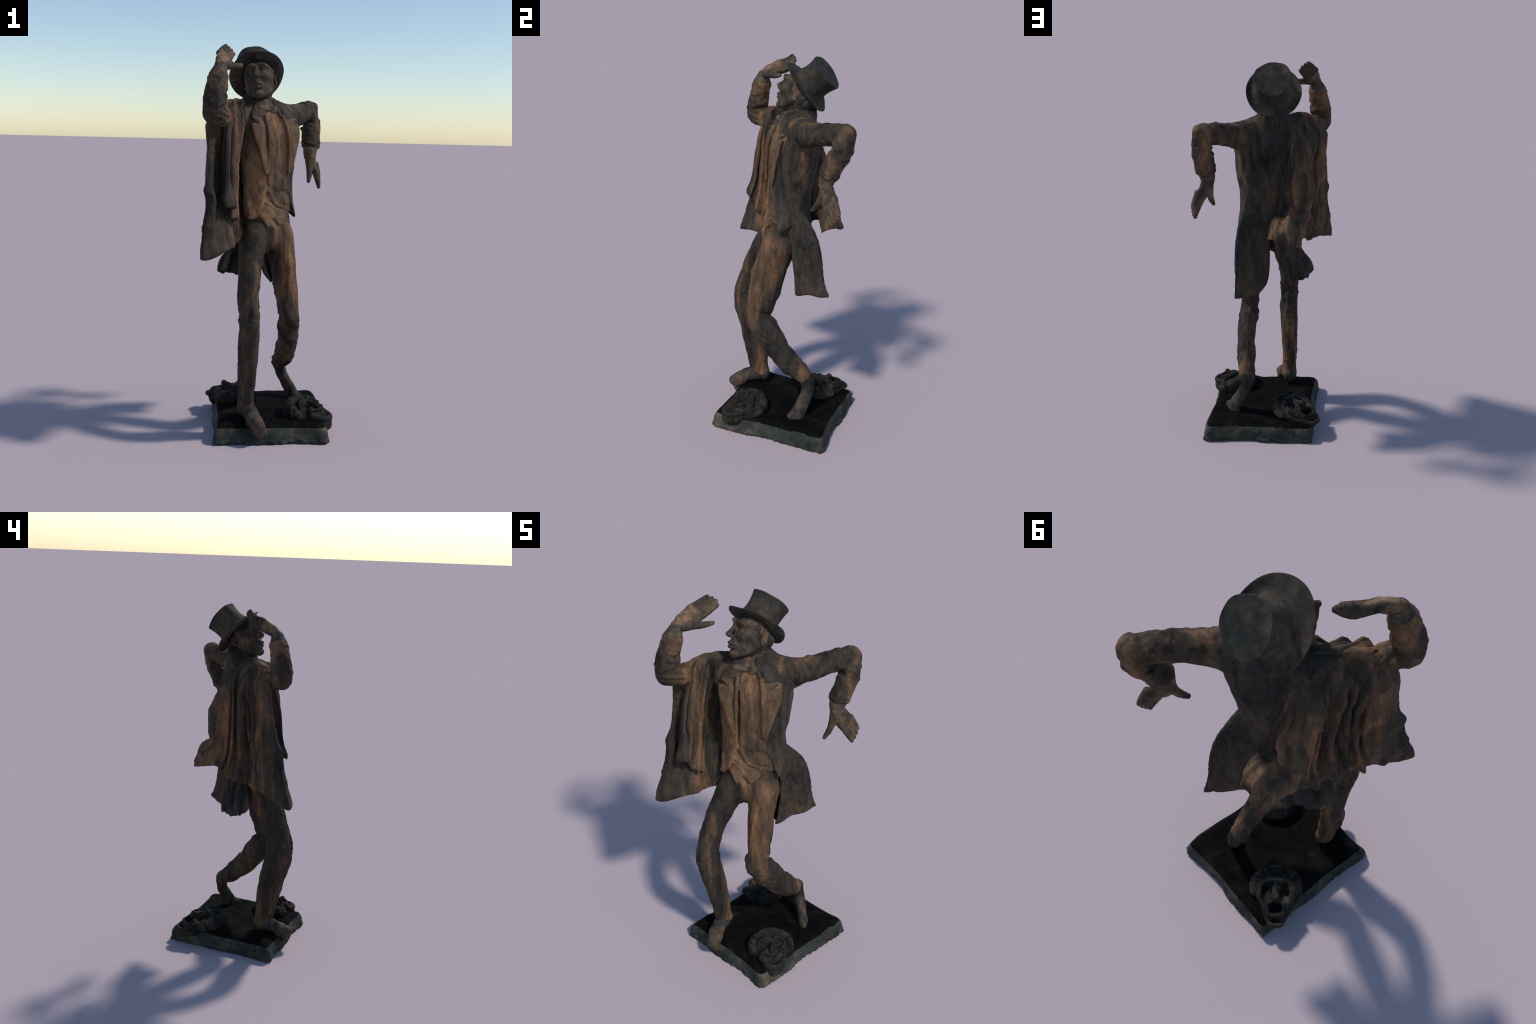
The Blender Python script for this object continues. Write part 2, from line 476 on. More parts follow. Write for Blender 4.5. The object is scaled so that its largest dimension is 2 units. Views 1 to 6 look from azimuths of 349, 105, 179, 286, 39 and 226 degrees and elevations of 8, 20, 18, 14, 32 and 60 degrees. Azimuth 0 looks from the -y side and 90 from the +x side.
# coat shell over the torso, open at the front
OPEN_L = np.array([(1.10, 0.20), (1.13, 0.146), (1.19, 0.112), (1.26, 0.086), (1.38, 0.064), (1.50, 0.066), (1.60, 0.052), (1.68, 0.034), (1.76, 0.03)])
OPEN_R = np.array([(1.10, 0.16), (1.13, 0.118), (1.19, 0.090), (1.28, 0.066), (1.40, 0.066), (1.50, 0.064), (1.60, 0.052), (1.68, 0.034), (1.76, 0.03)])
def coat_fn(x, y, z):
    g = 0.011 + 0.010 * np.clip((1.22 - z) / 0.12, 0, 1)
    d, s, f = torso(x, y, z, g)
    oL = np.interp(z, OPEN_L[:, 0], OPEN_L[:, 1])
    oR = np.interp(z, OPEN_R[:, 0], OPEN_R[:, 1])
    gap = np.maximum(s - oL, -oR - s)          # <0 inside opening
    gap = np.where(f > -0.01, gap, 0.05)
    d = d - 0.0028 * ridged(x + 0.3 * z, y, z * 0.35, 15, 64)
    d = smax(d, -gap, 0.005)
    hem = 1.125 + 0.055 * np.clip((0.05 - f) / 0.08, 0, 1)
    d = smax(d, hem - z, 0.012)
    return smax(d, z - 1.72, 0.01)
B.put(coat_fn, (-0.27, -0.24, 1.07), (0.24, 0.24, 1.74), 0.004, COAT)
# the right front of the coat takes the vest's warmer brown, as a panel of its own
sl, (gx, gy, gz) = B.block((-0.27, -0.24, 1.07), (0.05, 0.10, 1.60))
_d, _s, _f = torso(gx, gy, gz)
B.lab[sl] = np.where((B.lab[sl] == COAT) & (_s < 0) & (_f > 0.030), np.int8(VEST), B.lab[sl])


def on_chest(s, z, off=0.0):
    """point on the chest surface at width s and height z"""
    cx, cy, a, b = [float(level(np.array(z), c)) for c in (1, 2, 3, 4)]
    f = (b + off) * max(0.0, 1 - abs(s / (a + off)) ** 2.3) ** (1 / 2.3)
    return V(cx, cy, z) + WX * s + FX * f

# lapels: flat raised tongues with a notch
for sg, lab in ((1, VEST), (-1, VEST)):
    edge = lambda q, z: on_chest(sg * q, z, 0.017)
    B.chain([edge(0.078, 1.36), edge(0.094, 1.46), edge(0.112, 1.56), edge(0.112, 1.625)],
            [(0.010, 0.008), (0.024, 0.010), (0.040, 0.011), (0.040, 0.011)], 0.003, lab, side=WX * sg)
    B.chain([edge(0.066, 1.36), edge(0.066, 1.46), edge(0.064, 1.55), edge(0.056, 1.64)], [0.006, 0.008, 0.009, 0.010], 0.008, lab)
    B.chain([on_chest(sg * 0.162, 1.630, 0.027), on_chest(sg * 0.122, 1.608, 0.030), on_chest(sg * 0.084, 1.596, 0.030)], [0.011, 0.010, 0.006], 0.003, cut=True)
    B.chain([V(-0.036, 0.014, 1.725) + WX * sg * 0.068, on_chest(sg * 0.072, 1.690, 0.012), on_chest(sg * 0.098, 1.652, 0.016), on_chest(sg * 0.120, 1.628, 0.018)],
            [(0.016, 0.012), (0.026, 0.012), (0.030, 0.011), (0.022, 0.010)], 0.004, COAT, side=WX * sg - V(0, 0, 0.3))

sl, (gx, gy, gz) = B.block((-0.1, -0.24, 1.34), (0.22, 0.12, 1.62))
_d, _s, _f = torso(gx, gy, gz)
_w = np.interp(gz, (1.34, 1.46, 1.56, 1.62), (0.080, 0.110, 0.140, 0.150))
B.lab[sl] = np.where((B.lab[sl] == COAT) & (_s > 0) & (_s < _w) & (_f > 0.0), np.int8(VEST), B.lab[sl])
# collar round the neck
NB = V(-0.036, 0.014, 1.690)
def ring(c, ax, r1, r2, h0, label, k, tilt, z0, r0=0.0125):
    a = np.linspace(0.16 * math.pi, 1.84 * math.pi, 15)   # opening towards the chest
    P = [c + FX * (r2 * math.cos(t)) + WX * (r1 * math.sin(t)) + V(0, 0, z0 - tilt * math.cos(t)) for t in a]
    B.chain(P, [(h0, r0)] * len(P), k, label, side=V(0, 0, 1), fine=1)
ring(NB, None, 0.086, 0.080, 0.022, COAT, 0.030, 0.034, 0.000)
ring(NB, None, 0.070, 0.068, 0.022, COAT, 0.022, 0.026, 0.034)
ring(NB, None, 0.054, 0.054, 0.018, SHIRT, 0.012, 0.024, 0.042, 0.011)
for k in range(3):   # cravat wrapped round the throat
    B.chain([NB + WX * 0.055 + V(0, 0, 0.040 - 0.014 * k), NB + WX * 0.036 + FX * (0.050 + 0.005 * k) + V(0, 0, 0.020 - 0.014 * k),
             NB - WX * 0.010 + FX * (0.062 + 0.005 * k) + V(0, 0, 0.012 - 0.012 * k), NB - WX * 0.050 + FX * 0.030 + V(0, 0, 0.034 - 0.012 * k)],
            [0.008, 0.012, 0.012, 0.008], 0.008, SHIRT)
B.chain([NB + V(0, 0, -0.06), NB + V(0, -0.004, 0.09)], [0.056, 0.052], 0.02, NECK)
# bow tie
bt = V(-0.022, -0.066, 1.676) + FX * 0.014
B.ball(bt, (0.014, 0.012, 0.013), (WX, FX, V(0, 0, 1)), 0.006, SHIRT)
B.ball(bt - WX * 0.034 + V(0, 0, 0.006), (0.026, 0.011, 0.017), (WX + V(0, 0, -0.3), FX, V(0, 0, 1)), 0.008, SHIRT)
B.ball(bt + WX * 0.036 + V(0, 0, -0.002), (0.026, 0.011, 0.019), (WX + V(0, 0, -0.15), FX, V(0, 0, 1)), 0.008, SHIRT)

# sleeves
shL, elL, wrL = V(0.105, 0.072, 1.652), V(0.306, 0.328, 1.694), V(0.293, 0.241, 1.456)
shR, elR, wrR = V(-0.185, -0.075, 1.638), V(-0.316, -0.290, 1.640), V(-0.277, -0.240, 1.874)
B.chain([shL - WX * 0.03, V(0.165, 0.135, 1.650), V(0.240, 0.232, 1.677), elL], [0.064, 0.060, 0.052, 0.044], 0.045, ARM_L, inner=0.004)
B.chain([elL, V(0.312, 0.310, 1.61), V(0.302, 0.272, 1.535), V(0.297, 0.252, 1.492)], [0.044, 0.051, 0.050, 0.048], 0.020, ARM_L)
def square_end(c, n, r):
    n = unit(n)
    B.cut(lambda x, y, z: np.maximum(np.sqrt((x - c[0]) ** 2 + (y - c[1]) ** 2 + (z - c[2]) ** 2) - r,
                                     -((x - c[0]) * n[0] + (y - c[1]) * n[1] + (z - c[2]) * n[2])), c - r, c + r, 0.006)
square_end(V(0.296, 0.250, 1.486), V(-0.08, -0.30, -0.95), 0.075)
B.chain([V(0.296, 0.250, 1.482), V(0.294, 0.245, 1.470)], [0.042, 0.038], 0.003, SHIRT)
B.chain([V(0.294, 0.243, 1.450), V(0.294, 0.241, 1.442)], [0.034, 0.034], 0.006, SHIRT)
B.chain([shR + WX * 0.03, V(-0.225, -0.150, 1.634), V(-0.275, -0.228, 1.630), elR], [0.050, 0.047, 0.049, 0.045], 0.045, ARM_R, inner=0.004)
B.chain([elR, V(-0.312, -0.282, 1.71), V(-0.298, -0.264, 1.78), V(-0.288, -0.252, 1.828)], [0.046, 0.054, 0.050, 0.047], 0.020, ARM_R)
square_end(V(-0.288, -0.252, 1.830), V(0.18, 0.22, 0.95), 0.075)
B.chain([V(-0.287, -0.251, 1.835), V(-0.282, -0.245, 1.856)], [0.042, 0.034], 0.003, SHIRT)
square_end(V(0.132, 0.152, 0.300), V(0.0, 0.75, -0.66), 0.055)
B.chain([V(0.131, 0.168, 0.300), V(0.150, 0.166, 0.235), V(0.182, 0.152, 0.175), V(0.210, 0.134, 0.120), V(0.222, 0.126, 0.095)],
        [(0.030, 0.036), (0.030, 0.030), (0.034, 0.024), (0.040, 0.026), (0.055, 0.024)], 0.025, SHOE_L, side=V(0.6, -0.8, 0))
# raised cloth wrinkles wound round the limbs near the joints
rng = np.random.default_rng(7)
def wrinkles(pts, radii, side, label, where, count, reach=(0.7, 1.7), slope=0.25, size=(0.005, 0.009), around=None):
    P, R = spline(pts, 80), spline([(q, q) if np.isscalar(q) else q for q in radii], 80)
    for _ in range(count):
        t = np.clip(rng.normal(where[0], where[1]), 0.03, 0.97)
        a = rng.uniform(0, 2 * math.pi) if around is None else rng.normal(around, 0.8)
        span = rng.uniform(*reach)
        drift = rng.normal(0, slope)
        line = []
        for u in np.linspace(-0.5, 0.5, 6):
            i = int(np.clip((t + drift * u * 0.5 + 0.015 * math.sin(7 * u + a)) * 79, 1, 78))
            d = unit(P[i + 1] - P[i - 1])
            S = unit(side - d * (side @ d)); T = np.cross(d, S)
            b = a + span * u
            line.append(P[i] + (S * math.cos(b) * R[i, 0] + T * math.sin(b) * R[i, 1]) * 0.985)
        r = rng.uniform(*size)
        B.chain(line, [r * 0.3, r * 0.8, r, r, r * 0.8, r * 0.3], 0.007, label, fine=2)
ex, ez = V(1, 0.15, 0.05), V(0.2, 0.1, 1)
wrinkles([V(0.165, 0.135, 1.650), V(0.240, 0.232, 1.677), elL], [0.060, 0.052, 0.044], ez, ARM_L, (0.75, 0.25), 12)
wrinkles([shL, V(0.165, 0.135, 1.650), V(0.200, 0.185, 1.658)], [0.064, 0.060, 0.056], ez, ARM_L, (0.5, 0.2), 6, slope=0.5)
wrinkles([elL, V(0.312, 0.310, 1.61), V(0.302, 0.272, 1.535), V(0.297, 0.252, 1.492)], [0.044, 0.051, 0.050, 0.048], ex, ARM_L, (0.25, 0.2), 9)
wrinkles([elL, V(0.312, 0.310, 1.61), V(0.302, 0.272, 1.535), V(0.297, 0.252, 1.492)], [0.044, 0.051, 0.050, 0.048], ex, ARM_L, (0.85, 0.08), 5, size=(0.004, 0.006))
wrinkles([elR, V(-0.312, -0.282, 1.71), V(-0.298, -0.264, 1.78), V(-0.288, -0.252, 1.828)], [0.046, 0.054, 0.050, 0.047], ex, ARM_R, (0.25, 0.2), 12)
wrinkles([elR, V(-0.312, -0.282, 1.71), V(-0.298, -0.264, 1.78), V(-0.288, -0.252, 1.828)], [0.046, 0.054, 0.050, 0.047], ex, ARM_R, (0.8, 0.1), 5, size=(0.003, 0.005))
wrinkles([V(-0.225, -0.150, 1.634), V(-0.275, -0.228, 1.630), elR], [0.047, 0.049, 0.045], ez, ARM_R, (0.75, 0.2), 7)
legR = ([V(-0.107, -0.185, 0.88), V(-0.122, -0.235, 0.76), kneeR, V(-0.118, -0.259, 0.58), V(-0.119, -0.224, 0.45), V(-0.117, -0.200, 0.32), ankR],
        [(0.057, 0.081), (0.050, 0.071), (0.044, 0.061), (0.048, 0.066), (0.050, 0.063), (0.043, 0.056), (0.036, 0.049)])
legL = ([V(0.086, -0.084, 0.88), V(0.098, -0.110, 0.75), kneeL, V(0.122, -0.092, 0.555), V(0.132, -0.032, 0.485), V(0.137, 0.032, 0.405), V(0.136, 0.092, 0.345), ankL],
        [(0.057, 0.087), (0.050, 0.082), (0.043, 0.064), (0.046, 0.068), (0.047, 0.066), (0.046, 0.059), (0.043, 0.051), (0.038, 0.040)])
sr, sl_ = V(1, 0.15, 0), V(1, 0.25, 0)
wrinkles(*legR, sr, LEG_R, (0.36, 0.09), 14, reach=(0.6, 1.5))
wrinkles(*legR, sr, LEG_R, (0.92, 0.05), 5, size=(0.004, 0.006))
wrinkles(*legL, sl_, LEG_L, (0.34, 0.08), 14, reach=(0.6, 1.5))
wrinkles(*legL, sl_, LEG_L, (0.85, 0.08), 10, size=(0.004, 0.007))
for P, sd, lab in ((legR, sr, LEG_R), (legL, sl_, LEG_L)):      # long pulls down the cloth
    wrinkles(*P, sd, lab, (0.5, 0.3), 16, reach=(0.05, 0.5), slope=0.55, size=(0.005, 0.009))
# hips: pulls fanning from the crotch
for a, b in ((-0.06, 1.10), (-0.095, 1.07), (0.055, 1.09), (0.09, 1.06)):
    B.chain([V(-0.012, -0.128, 0.975), on_chest(a * 0.6, 1.03, -0.010), on_chest(a, b, -0.008)], [0.006, 0.008, 0.004], 0.010, LEG_L if a > 0 else LEG_R, fine=3)
# sleeve, knee and chest wrinkles are pressed into the surface
def near(x, y, z, c, r):
    return np.exp(-((x - c[0]) ** 2 + (y - c[1]) ** 2 + (z - c[2]) ** 2) / (r * r))
def body_relief(x, y, z):
    r = 0.0024 * noise3(x, y, z * 0.55, 26, 11) + 0.0014 * noise3(x, y, z * 0.7, 62, 12)
    arms = np.maximum(near(x, y, z, (0.28, 0.29, 1.64), 0.10), near(x, y, z, (0.16, 0.11, 1.64), 0.07) * 0.8)
    arms = np.maximum(arms, near(x, y, z, (-0.29, -0.25, 1.67), 0.09))
    arms = np.maximum(arms, near(x, y, z, (0.30, 0.26, 1.50), 0.05))
    w = 0.02 * noise3(x, y, z, 12, 14)
    r = r - 0.0065 * arms * ridged(x + w, y + w, z * 1.7 + 0.5 * x, 22, 15)
    knees = np.maximum(near(x, y, z, (0.11, -0.10, 0.62), 0.12), near(x, y, z, (-0.11, -0.23, 0.64), 0.11))
    knees = np.maximum(knees, near(x, y, z, (0.12, 0.12, 0.34), 0.08))
    r = r - 0.0055 * knees * ridged(x * 0.8 + w, y * 0.8 + w, z * 1.5 + 0.6 * y, 23, 16)
    lo = np.clip((1.00 - z) / 0.1, 0, 1)
    r = r - 0.0038 * lo * ridged(x + 0.5 * w, y + 0.5 * w, z * 0.16, 24, 17)
    return r
v, q, lb = B.mesh(body_relief)
v = relax(v, q, 2, 0.35)
table = {COAT: ('tailcoat', M_coat, None), VEST: ('waistcoat', M_vest, None),
         LEG_R: ('leg', M_trouser, None), LEG_L: ('leg', M_trouser, None),
         ARM_R: ('arm', M_sleeve, None), ARM_L: ('arm', M_sleeve, None),
         NECK: ('neck', M_skin, None), SHOE_R: ('shoe', M_shoe, None), SHOE_L: ('shoe', M_shoe, None),
         SHIRT: ('shirt_trim', M_shirt, None)}
body = split_by_label(v, q, lb, table, statue)
coat_obj = body[COAT]
del B

# ================================================================== HANDS
def hand(wrist, index_tip, pinky_tip, middle_out, thumb, palm_dir, name, curl, arm):
    tip = (index_tip + pinky_tip) / 2
    d = unit(tip - wrist)
    s = index_tip - pinky_tip
    s = unit(s - d * (s @ d))
    n = np.cross(d, s)
    if n @ palm_dir < 0:
        n = -n
    Ln = np.linalg.norm(tip - wrist)
    pts = np.array([wrist, tip, thumb])
    F = Field(pts.min(0) - 0.08, pts.max(0) + 0.08, 0.0024)
    at = lambda a, b, c=0.0: wrist + d * a * Ln + s * b + n * c
    F.chain([wrist - unit(arm) * 0.040, wrist - unit(arm) * 0.012, at(0.06, 0.0), at(0.16, 0.002)], [(0.029, 0.027), (0.029, 0.026), (0.029, 0.023), (0.033, 0.022)], 0.01, 1, side=s)
    F.chain([at(0.14, 0.001), at(0.32, 0.003), at(0.52, 0.002)], [(0.036, 0.021), (0.043, 0.019), (0.044, 0.016)], 0.012, 1, side=s)
    F.ball(at(0.26, 0.026, 0.012), (0.036, 0.022, 0.018), (d + s * 0.4, s, n), 0.015, 1)
    for i, b in enumerate((0.033, 0.011, -0.011, -0.033)):
        t = index_tip + (pinky_tip - index_tip) * i / 3 + d * middle_out * (0, 1, 0.9, 0)[i] - s * 0.007 * (1, 0.3, -0.3, -1)[i]
        k0 = at(0.46, b, -0.003)
        F.chain([k0, k0 * 0.66 + t * 0.34 - n * 0.006 * curl, k0 * 0.3 + t * 0.7 - n * 0.005 * curl, t],
                [(0.0132, 0.0155), (0.0130, 0.0150), (0.0126, 0.0138), (0.0105, 0.0110)], 0.004, 1, side=s)
        F.ball(at(0.47, b, -0.011), 0.011, None, 0.010, 1)
    F.chain([at(0.10, 0.020, 0.008), (at(0.30, 0.048, 0.010) + thumb * 0.6) / 1.6, thumb], [0.019, 0.0160, 0.0105], 0.014, 1)
    v, q, lb = F.mesh(lambda x, y, z: 0.0010 * noise3(x, y, z, 80, 21))
    v = relax(v, q, 1, 0.3)
    make_object(name, v, q, vertex_normals(v, q), M_skin, statue)
hand(V(-0.280, -0.238, 1.876), V(-0.186, -0.058, 1.938), V(-0.238, -0.078, 1.983), 0.010, V(-0.162, -0.124, 1.883), V(0.588, -0.5, 0.635), 'hand', 2.2, wrR - elR)
hand(V(0.294, 0.240, 1.446), V(0.360, 0.284, 1.266), V(0.369, 0.330, 1.330), 0.004, V(0.274, 0.177, 1.306), V(-0.6, 0.5, -0.1), 'hand', 0.6, wrL - elL)

# ================================================================== HEAD
f0 = V(-0.375, -0.927, 0); l0 = V(0.927, -0.375, 0); up0 = V(0, 0, 1)
tl, rl = math.radians(18), math.radians(8)
HF = f0 * math.cos(tl) + up0 * math.sin(tl)
u_ = up0 * math.cos(tl) - f0 * math.sin(tl)
HU = u_ * math.cos(rl) - l0 * math.sin(rl)
HL = l0 * math.cos(rl) + u_ * math.sin(rl)
HO = V(-0.042, 0.008, 1.820)
AX = (HL, HF, HU)
hp = lambda l, f, u: HO + HL * l + HF * f + HU * u
HEAD, HAIR, EYE, EAR = 1, 2, 3, 4
H = Field(HO - V(0.16, 0.19, 0.17), HO + V(0.16, 0.16, 0.16), 0.0026)
H.ball(hp(0, -0.012, 0.030), (0.072, 0.092, 0.082), AX, 0.02, HEAD)
H.ball(hp(0, 0.030, -0.012), (0.062, 0.058, 0.078), AX, 0.03, HEAD)
H.ball(hp(0, 0.036, -0.058), (0.044, 0.048, 0.042), AX, 0.03, HEAD)
for s in (-1, 1):
    H.chain([hp(0.056 * s, -0.012, -0.030), hp(0.045 * s, 0.022, -0.070), hp(0.013 * s, 0.070, -0.104)], [0.014, 0.014, 0.013], 0.025, HEAD)
    H.ball(hp(0.044 * s, 0.066, -0.014), (0.020, 0.018, 0.015), AX, 0.022, HEAD)
H.ball(hp(0, 0.076, -0.098), (0.019, 0.016, 0.016), AX, 0.018, HEAD)
H.chain([hp(-0.054, 0.066, 0.040), hp(-0.028, 0.088, 0.050), hp(0, 0.092, 0.044), hp(0.028, 0.088, 0.050), hp(0.054, 0.066, 0.040)], [0.009, 0.011, 0.010, 0.011, 0.009], 0.018, HEAD)
for s in (-1, 1):
    H.ball(hp(0.031 * s, 0.098, 0.022), (0.023, 0.020, 0.016), AX, 0.012, HEAD, cut=True)
    H.ball(hp(0.031 * s, 0.064, 0.024), 0.0165, AX, 0.003, EYE)
    H.chain([hp(0.012 * s, 0.074, 0.025), hp(0.030 * s, 0.083, 0.034), hp(0.050 * s, 0.066, 0.026)], [0.004, 0.0050, 0.004], 0.004, HEAD)
    H.chain([hp(0.012 * s, 0.074, 0.020), hp(0.030 * s, 0.081, 0.013), hp(0.050 * s, 0.066, 0.020)], [0.004, 0.0045, 0.004], 0.006, HEAD)
H.chain([hp(0, 0.088, 0.040), hp(0, 0.103, 0.012), hp(0, 0.123, -0.014)], [0.009, 0.0095, 0.0115], 0.012, HEAD)
for s in (-1, 1):
    H.ball(hp(0.013 * s, 0.106, -0.022), (0.009, 0.012, 0.009), AX, 0.008, HEAD)
    H.ball(hp(0.007 * s, 0.113, -0.030), (0.004, 0.006, 0.004), AX, 0.003, HEAD, cut=True)
    H.chain([hp(0.021 * s, 0.096, -0.024), hp(0.034 * s, 0.080, -0.058)], [0.004, 0.003], 0.010, cut=True)
H.ball(hp(0, 0.084, -0.058), (0.028, 0.019, 0.022), AX, 0.018, HEAD)
H.chain([hp(-0.024, 0.088, -0.060), hp(-0.008, 0.106, -0.053), hp(0.008, 0.106, -0.053), hp(0.024, 0.088, -0.060)], [0.004, 0.0065, 0.0065, 0.004], 0.006, HEAD)
H.chain([hp(-0.020, 0.087, -0.069), hp(0, 0.102, -0.072), hp(0.020, 0.087, -0.069)], [0.005, 0.0080, 0.005], 0.006, HEAD)
H.chain([hp(-0.027, 0.092, -0.063), hp(0, 0.113, -0.062), hp(0.027, 0.092, -0.063)], [0.0025, 0.0034, 0.0025], 0.004, cut=True)
H.chain([hp(-0.014, 0.094, -0.083), hp(0, 0.098, -0.083), hp(0.014, 0.094, -0.083)], [0.004, 0.005, 0.004], 0.008, cut=True)
for s in (-1, 1):
    H.ball(hp(0.075 * s, -0.024, -0.004), (0.010, 0.021, 0.034), (HL + HF * 0.4 * s * -1, HF, HU), 0.006, EAR)
    H.ball(hp(0.086 * s, -0.018, 0.002), (0.010, 0.012, 0.021), AX, 0.004, EAR, cut=True)
    H.ball(hp(0.076 * s, -0.008, -0.006), (0.006, 0.006, 0.008), AX, 0.004, EAR)
    H.chain([hp(0.067 * s, 0.014, 0.040), hp(0.066 * s, 0.010, 0.012), hp(0.063 * s, 0.008, -0.018)], [0.012, 0.010, 0.006], 0.012, HAIR)
H.ball(hp(0, -0.055, -0.008), (0.072, 0.062, 0.066), AX, 0.012, HAIR)
H.chain([hp(0, -0.02, -0.04), V(-0.040, 0.010, 1.70), V(-0.040, 0.010, 1.66)], [0.052, 0.051, 0.050], 0.03, HEAD)
hat_c = V(-0.050, 0.048, 1.847)
hat_n = unit(V(0.050, 0.780, 0.625))
H.cut(lambda x, y, z: 0.004 - ((x - hat_c[0]) * hat_n[0] + (y - hat_c[1]) * hat_n[1] + (z - hat_c[2]) * hat_n[2]), H.lo, H.lo + H.h * H.n, 0.004)
def head_relief(x, y, z):
    l = (x - HO[0]) * HL[0] + (y - HO[1]) * HL[1] + (z - HO[2]) * HL[2]
    f = (x - HO[0]) * HF[0] + (y - HO[1]) * HF[1] + (z - HO[2]) * HF[2]
    hair = np.clip((0.02 - f) / 0.02, 0, 1) * np.clip((np.abs(l) - 0.0) / 0.02, 0.5, 1)
    return 0.0008 * noise3(x, y, z, 70, 31) + hair * 0.0045 * noise3(x, y, z, 55, 32)
v, q, lb = H.mesh(head_relief)
v = relax(v, q, 1, 0.3)
M_hair = bronze('dark_bronze_hair', BLACK, (0.04, 0.036, 0.032), (0.10, 0.075, 0.053), 0.45, 0.8, 14, seed=13.7)
split_by_label(v, q, lb, {HEAD: ('head', M_skin, None), HAIR: ('hair', M_hair, None), EYE: ('eye', M_skin, None), EAR: ('ear', M_skin, None)}, statue)
del H

# ================================================================== TOP HAT
hat_side = V(1, 0, 0)
def brim_bend(R, H, A):
    k = np.clip((R - 0.085) / 0.062, 0, 1)
    side = np.where(np.cos(A) > 0, 0.026, 0.014) * np.cos(A) ** 2
    front = 0.006 * np.clip(-np.sin(A), 0, 1) + 0.010 * np.clip(np.cos(A - 1.2 * math.pi), 0, 1) ** 2
    return R * (1 - 0.05 * np.cos(A) ** 2 * k + 0.01 * np.sin(A * 3) * k + 0.05 * k * np.clip(-np.sin(A), 0, 1)), H + k * k * (side - 0.003 - front) + 0.003 * k * np.sin(A * 5 + 0.5)
def crown_bend(R, H, A):
    dent = 1 + 0.018 * np.sin(A * 3 + H * 20) + 0.014 * np.sin(A * 7 + 1.1 + H * 31) * np.clip(H / 0.13, 0, 1)
    return R * dent, H + np.clip((R - 0.05) / 0.05, 0, 1) * 0.004 * np.sin(A * 2 + 1) * (H > 0.1)
vb, fb = lathe([(0.070, 0.004), (0.090, -0.003), (0.118, -0.005), (0.141, -0.001), (0.1480, 0.002), (0.1485, 0.005), (0.142, 0.007), (0.122, 0.008), (0.106, 0.014), (0.094, 0.026), (0.080, 0.040)],
               hat_c, hat_n, hat_side, brim_bend)
vc, fc = lathe([(0.060, 0.006), (0.100, 0.012), (0.093, 0.026), (0.088, 0.048), (0.087, 0.078), (0.090, 0.108), (0.0945, 0.1285), (0.0955, 0.1325), (0.0945, 0.1345), (0.0925, 0.1350), (0.085, 0.1345), (0.05, 0.1335), (0.0, 0.133)],
               hat_c, hat_n, hat_side, crown_bend)
crown = make_object('top_hat', vc, fc, None, M_hat, statue)
make_object('hat_brim', vb, fb, None, M_hat, crown)

# ================================================================== CLOAK
cloak_cols = [
    [(-0.095, 0.000, 1.705), (-0.134, 0.072, 1.633), (-0.115, 0.092, 1.517), (-0.080, 0.094, 1.426), (-0.054, 0.084, 1.367), (-0.065, 0.088, 1.290), (-0.060, 0.098, 1.245), (-0.025, 0.142, 1.168), (0.000, 0.172, 1.098)],
    [(-0.112, -0.008, 1.712), (-0.155, 0.062, 1.610), (-0.156, 0.092, 1.500), (-0.136, 0.104, 1.415), (-0.118, 0.102, 1.330), (-0.118, 0.112, 1.250), (-0.080, 0.195, 1.175), (-0.078, 0.238, 1.104)],
    [(-0.130, -0.022, 1.714), (-0.182, 0.052, 1.615), (-0.204, 0.086, 1.500), (-0.210, 0.126, 1.415), (-0.210, 0.138, 1.330), (-0.204, 0.138, 1.245), (-0.172, 0.206, 1.170), (-0.155, 0.248, 1.082)],
    [(-0.155, -0.045, 1.714), (-0.210, 0.022, 1.610), (-0.212, 0.056, 1.480), (-0.200, 0.064, 1.330), (-0.188, 0.080, 1.210), (-0.188, 0.112, 1.108)],
    [(-0.178, -0.070, 1.712), (-0.216, -0.012, 1.620), (-0.186, 0.006, 1.480), (-0.174, 0.010, 1.320), (-0.176, 0.018, 1.170), (-0.202, 0.034, 1.046)],
    [(-0.205, -0.105, 1.696), (-0.244, -0.078, 1.620), (-0.212, -0.072, 1.480), (-0.202, -0.072, 1.320), (-0.208, -0.080, 1.170), (-0.242, -0.086, 1.030)],
    [(-0.230, -0.140, 1.696), (-0.285, -0.130, 1.610), (-0.250, -0.140, 1.480), (-0.236, -0.145, 1.320), (-0.242, -0.155, 1.170), (-0.268, -0.165, 1.020)],
    [(-0.255, -0.175, 1.690), (-0.328, -0.172, 1.595), (-0.325, -0.180, 1.480), (-0.318, -0.192, 1.320), (-0.312, -0.210, 1.150), (-0.314, -0.235, 0.994)],
    [(-0.275, -0.205, 1.672), (-0.330, -0.226, 1.585), (-0.330, -0.246, 1.450), (-0.335, -0.270, 1.330), (-0.342, -0.303, 1.170), (-0.366, -0.362, 0.946)],
    [(-0.265, -0.195, 1.640), (-0.288, -0.210, 1.560), (-0.288, -0.220, 1.450), (-0.285, -0.238, 1.300), (-0.278, -0.275, 1.110), (-0.255, -0.312, 0.986)],
    [(-0.200, -0.110, 1.620), (-0.205, -0.112, 1.550), (-0.205, -0.112, 1.450), (-0.200, -0.120, 1.300), (-0.192, -0.150, 1.120), (-0.186, -0.174, 1.000)],
    [(-0.130, -0.035, 1.620), (-0.130, -0.032, 1.550), (-0.122, -0.030, 1.450), (-0.122, -0.040, 1.300), (-0.120, -0.095, 1.120), (-0.125, -0.110, 1.016)]]
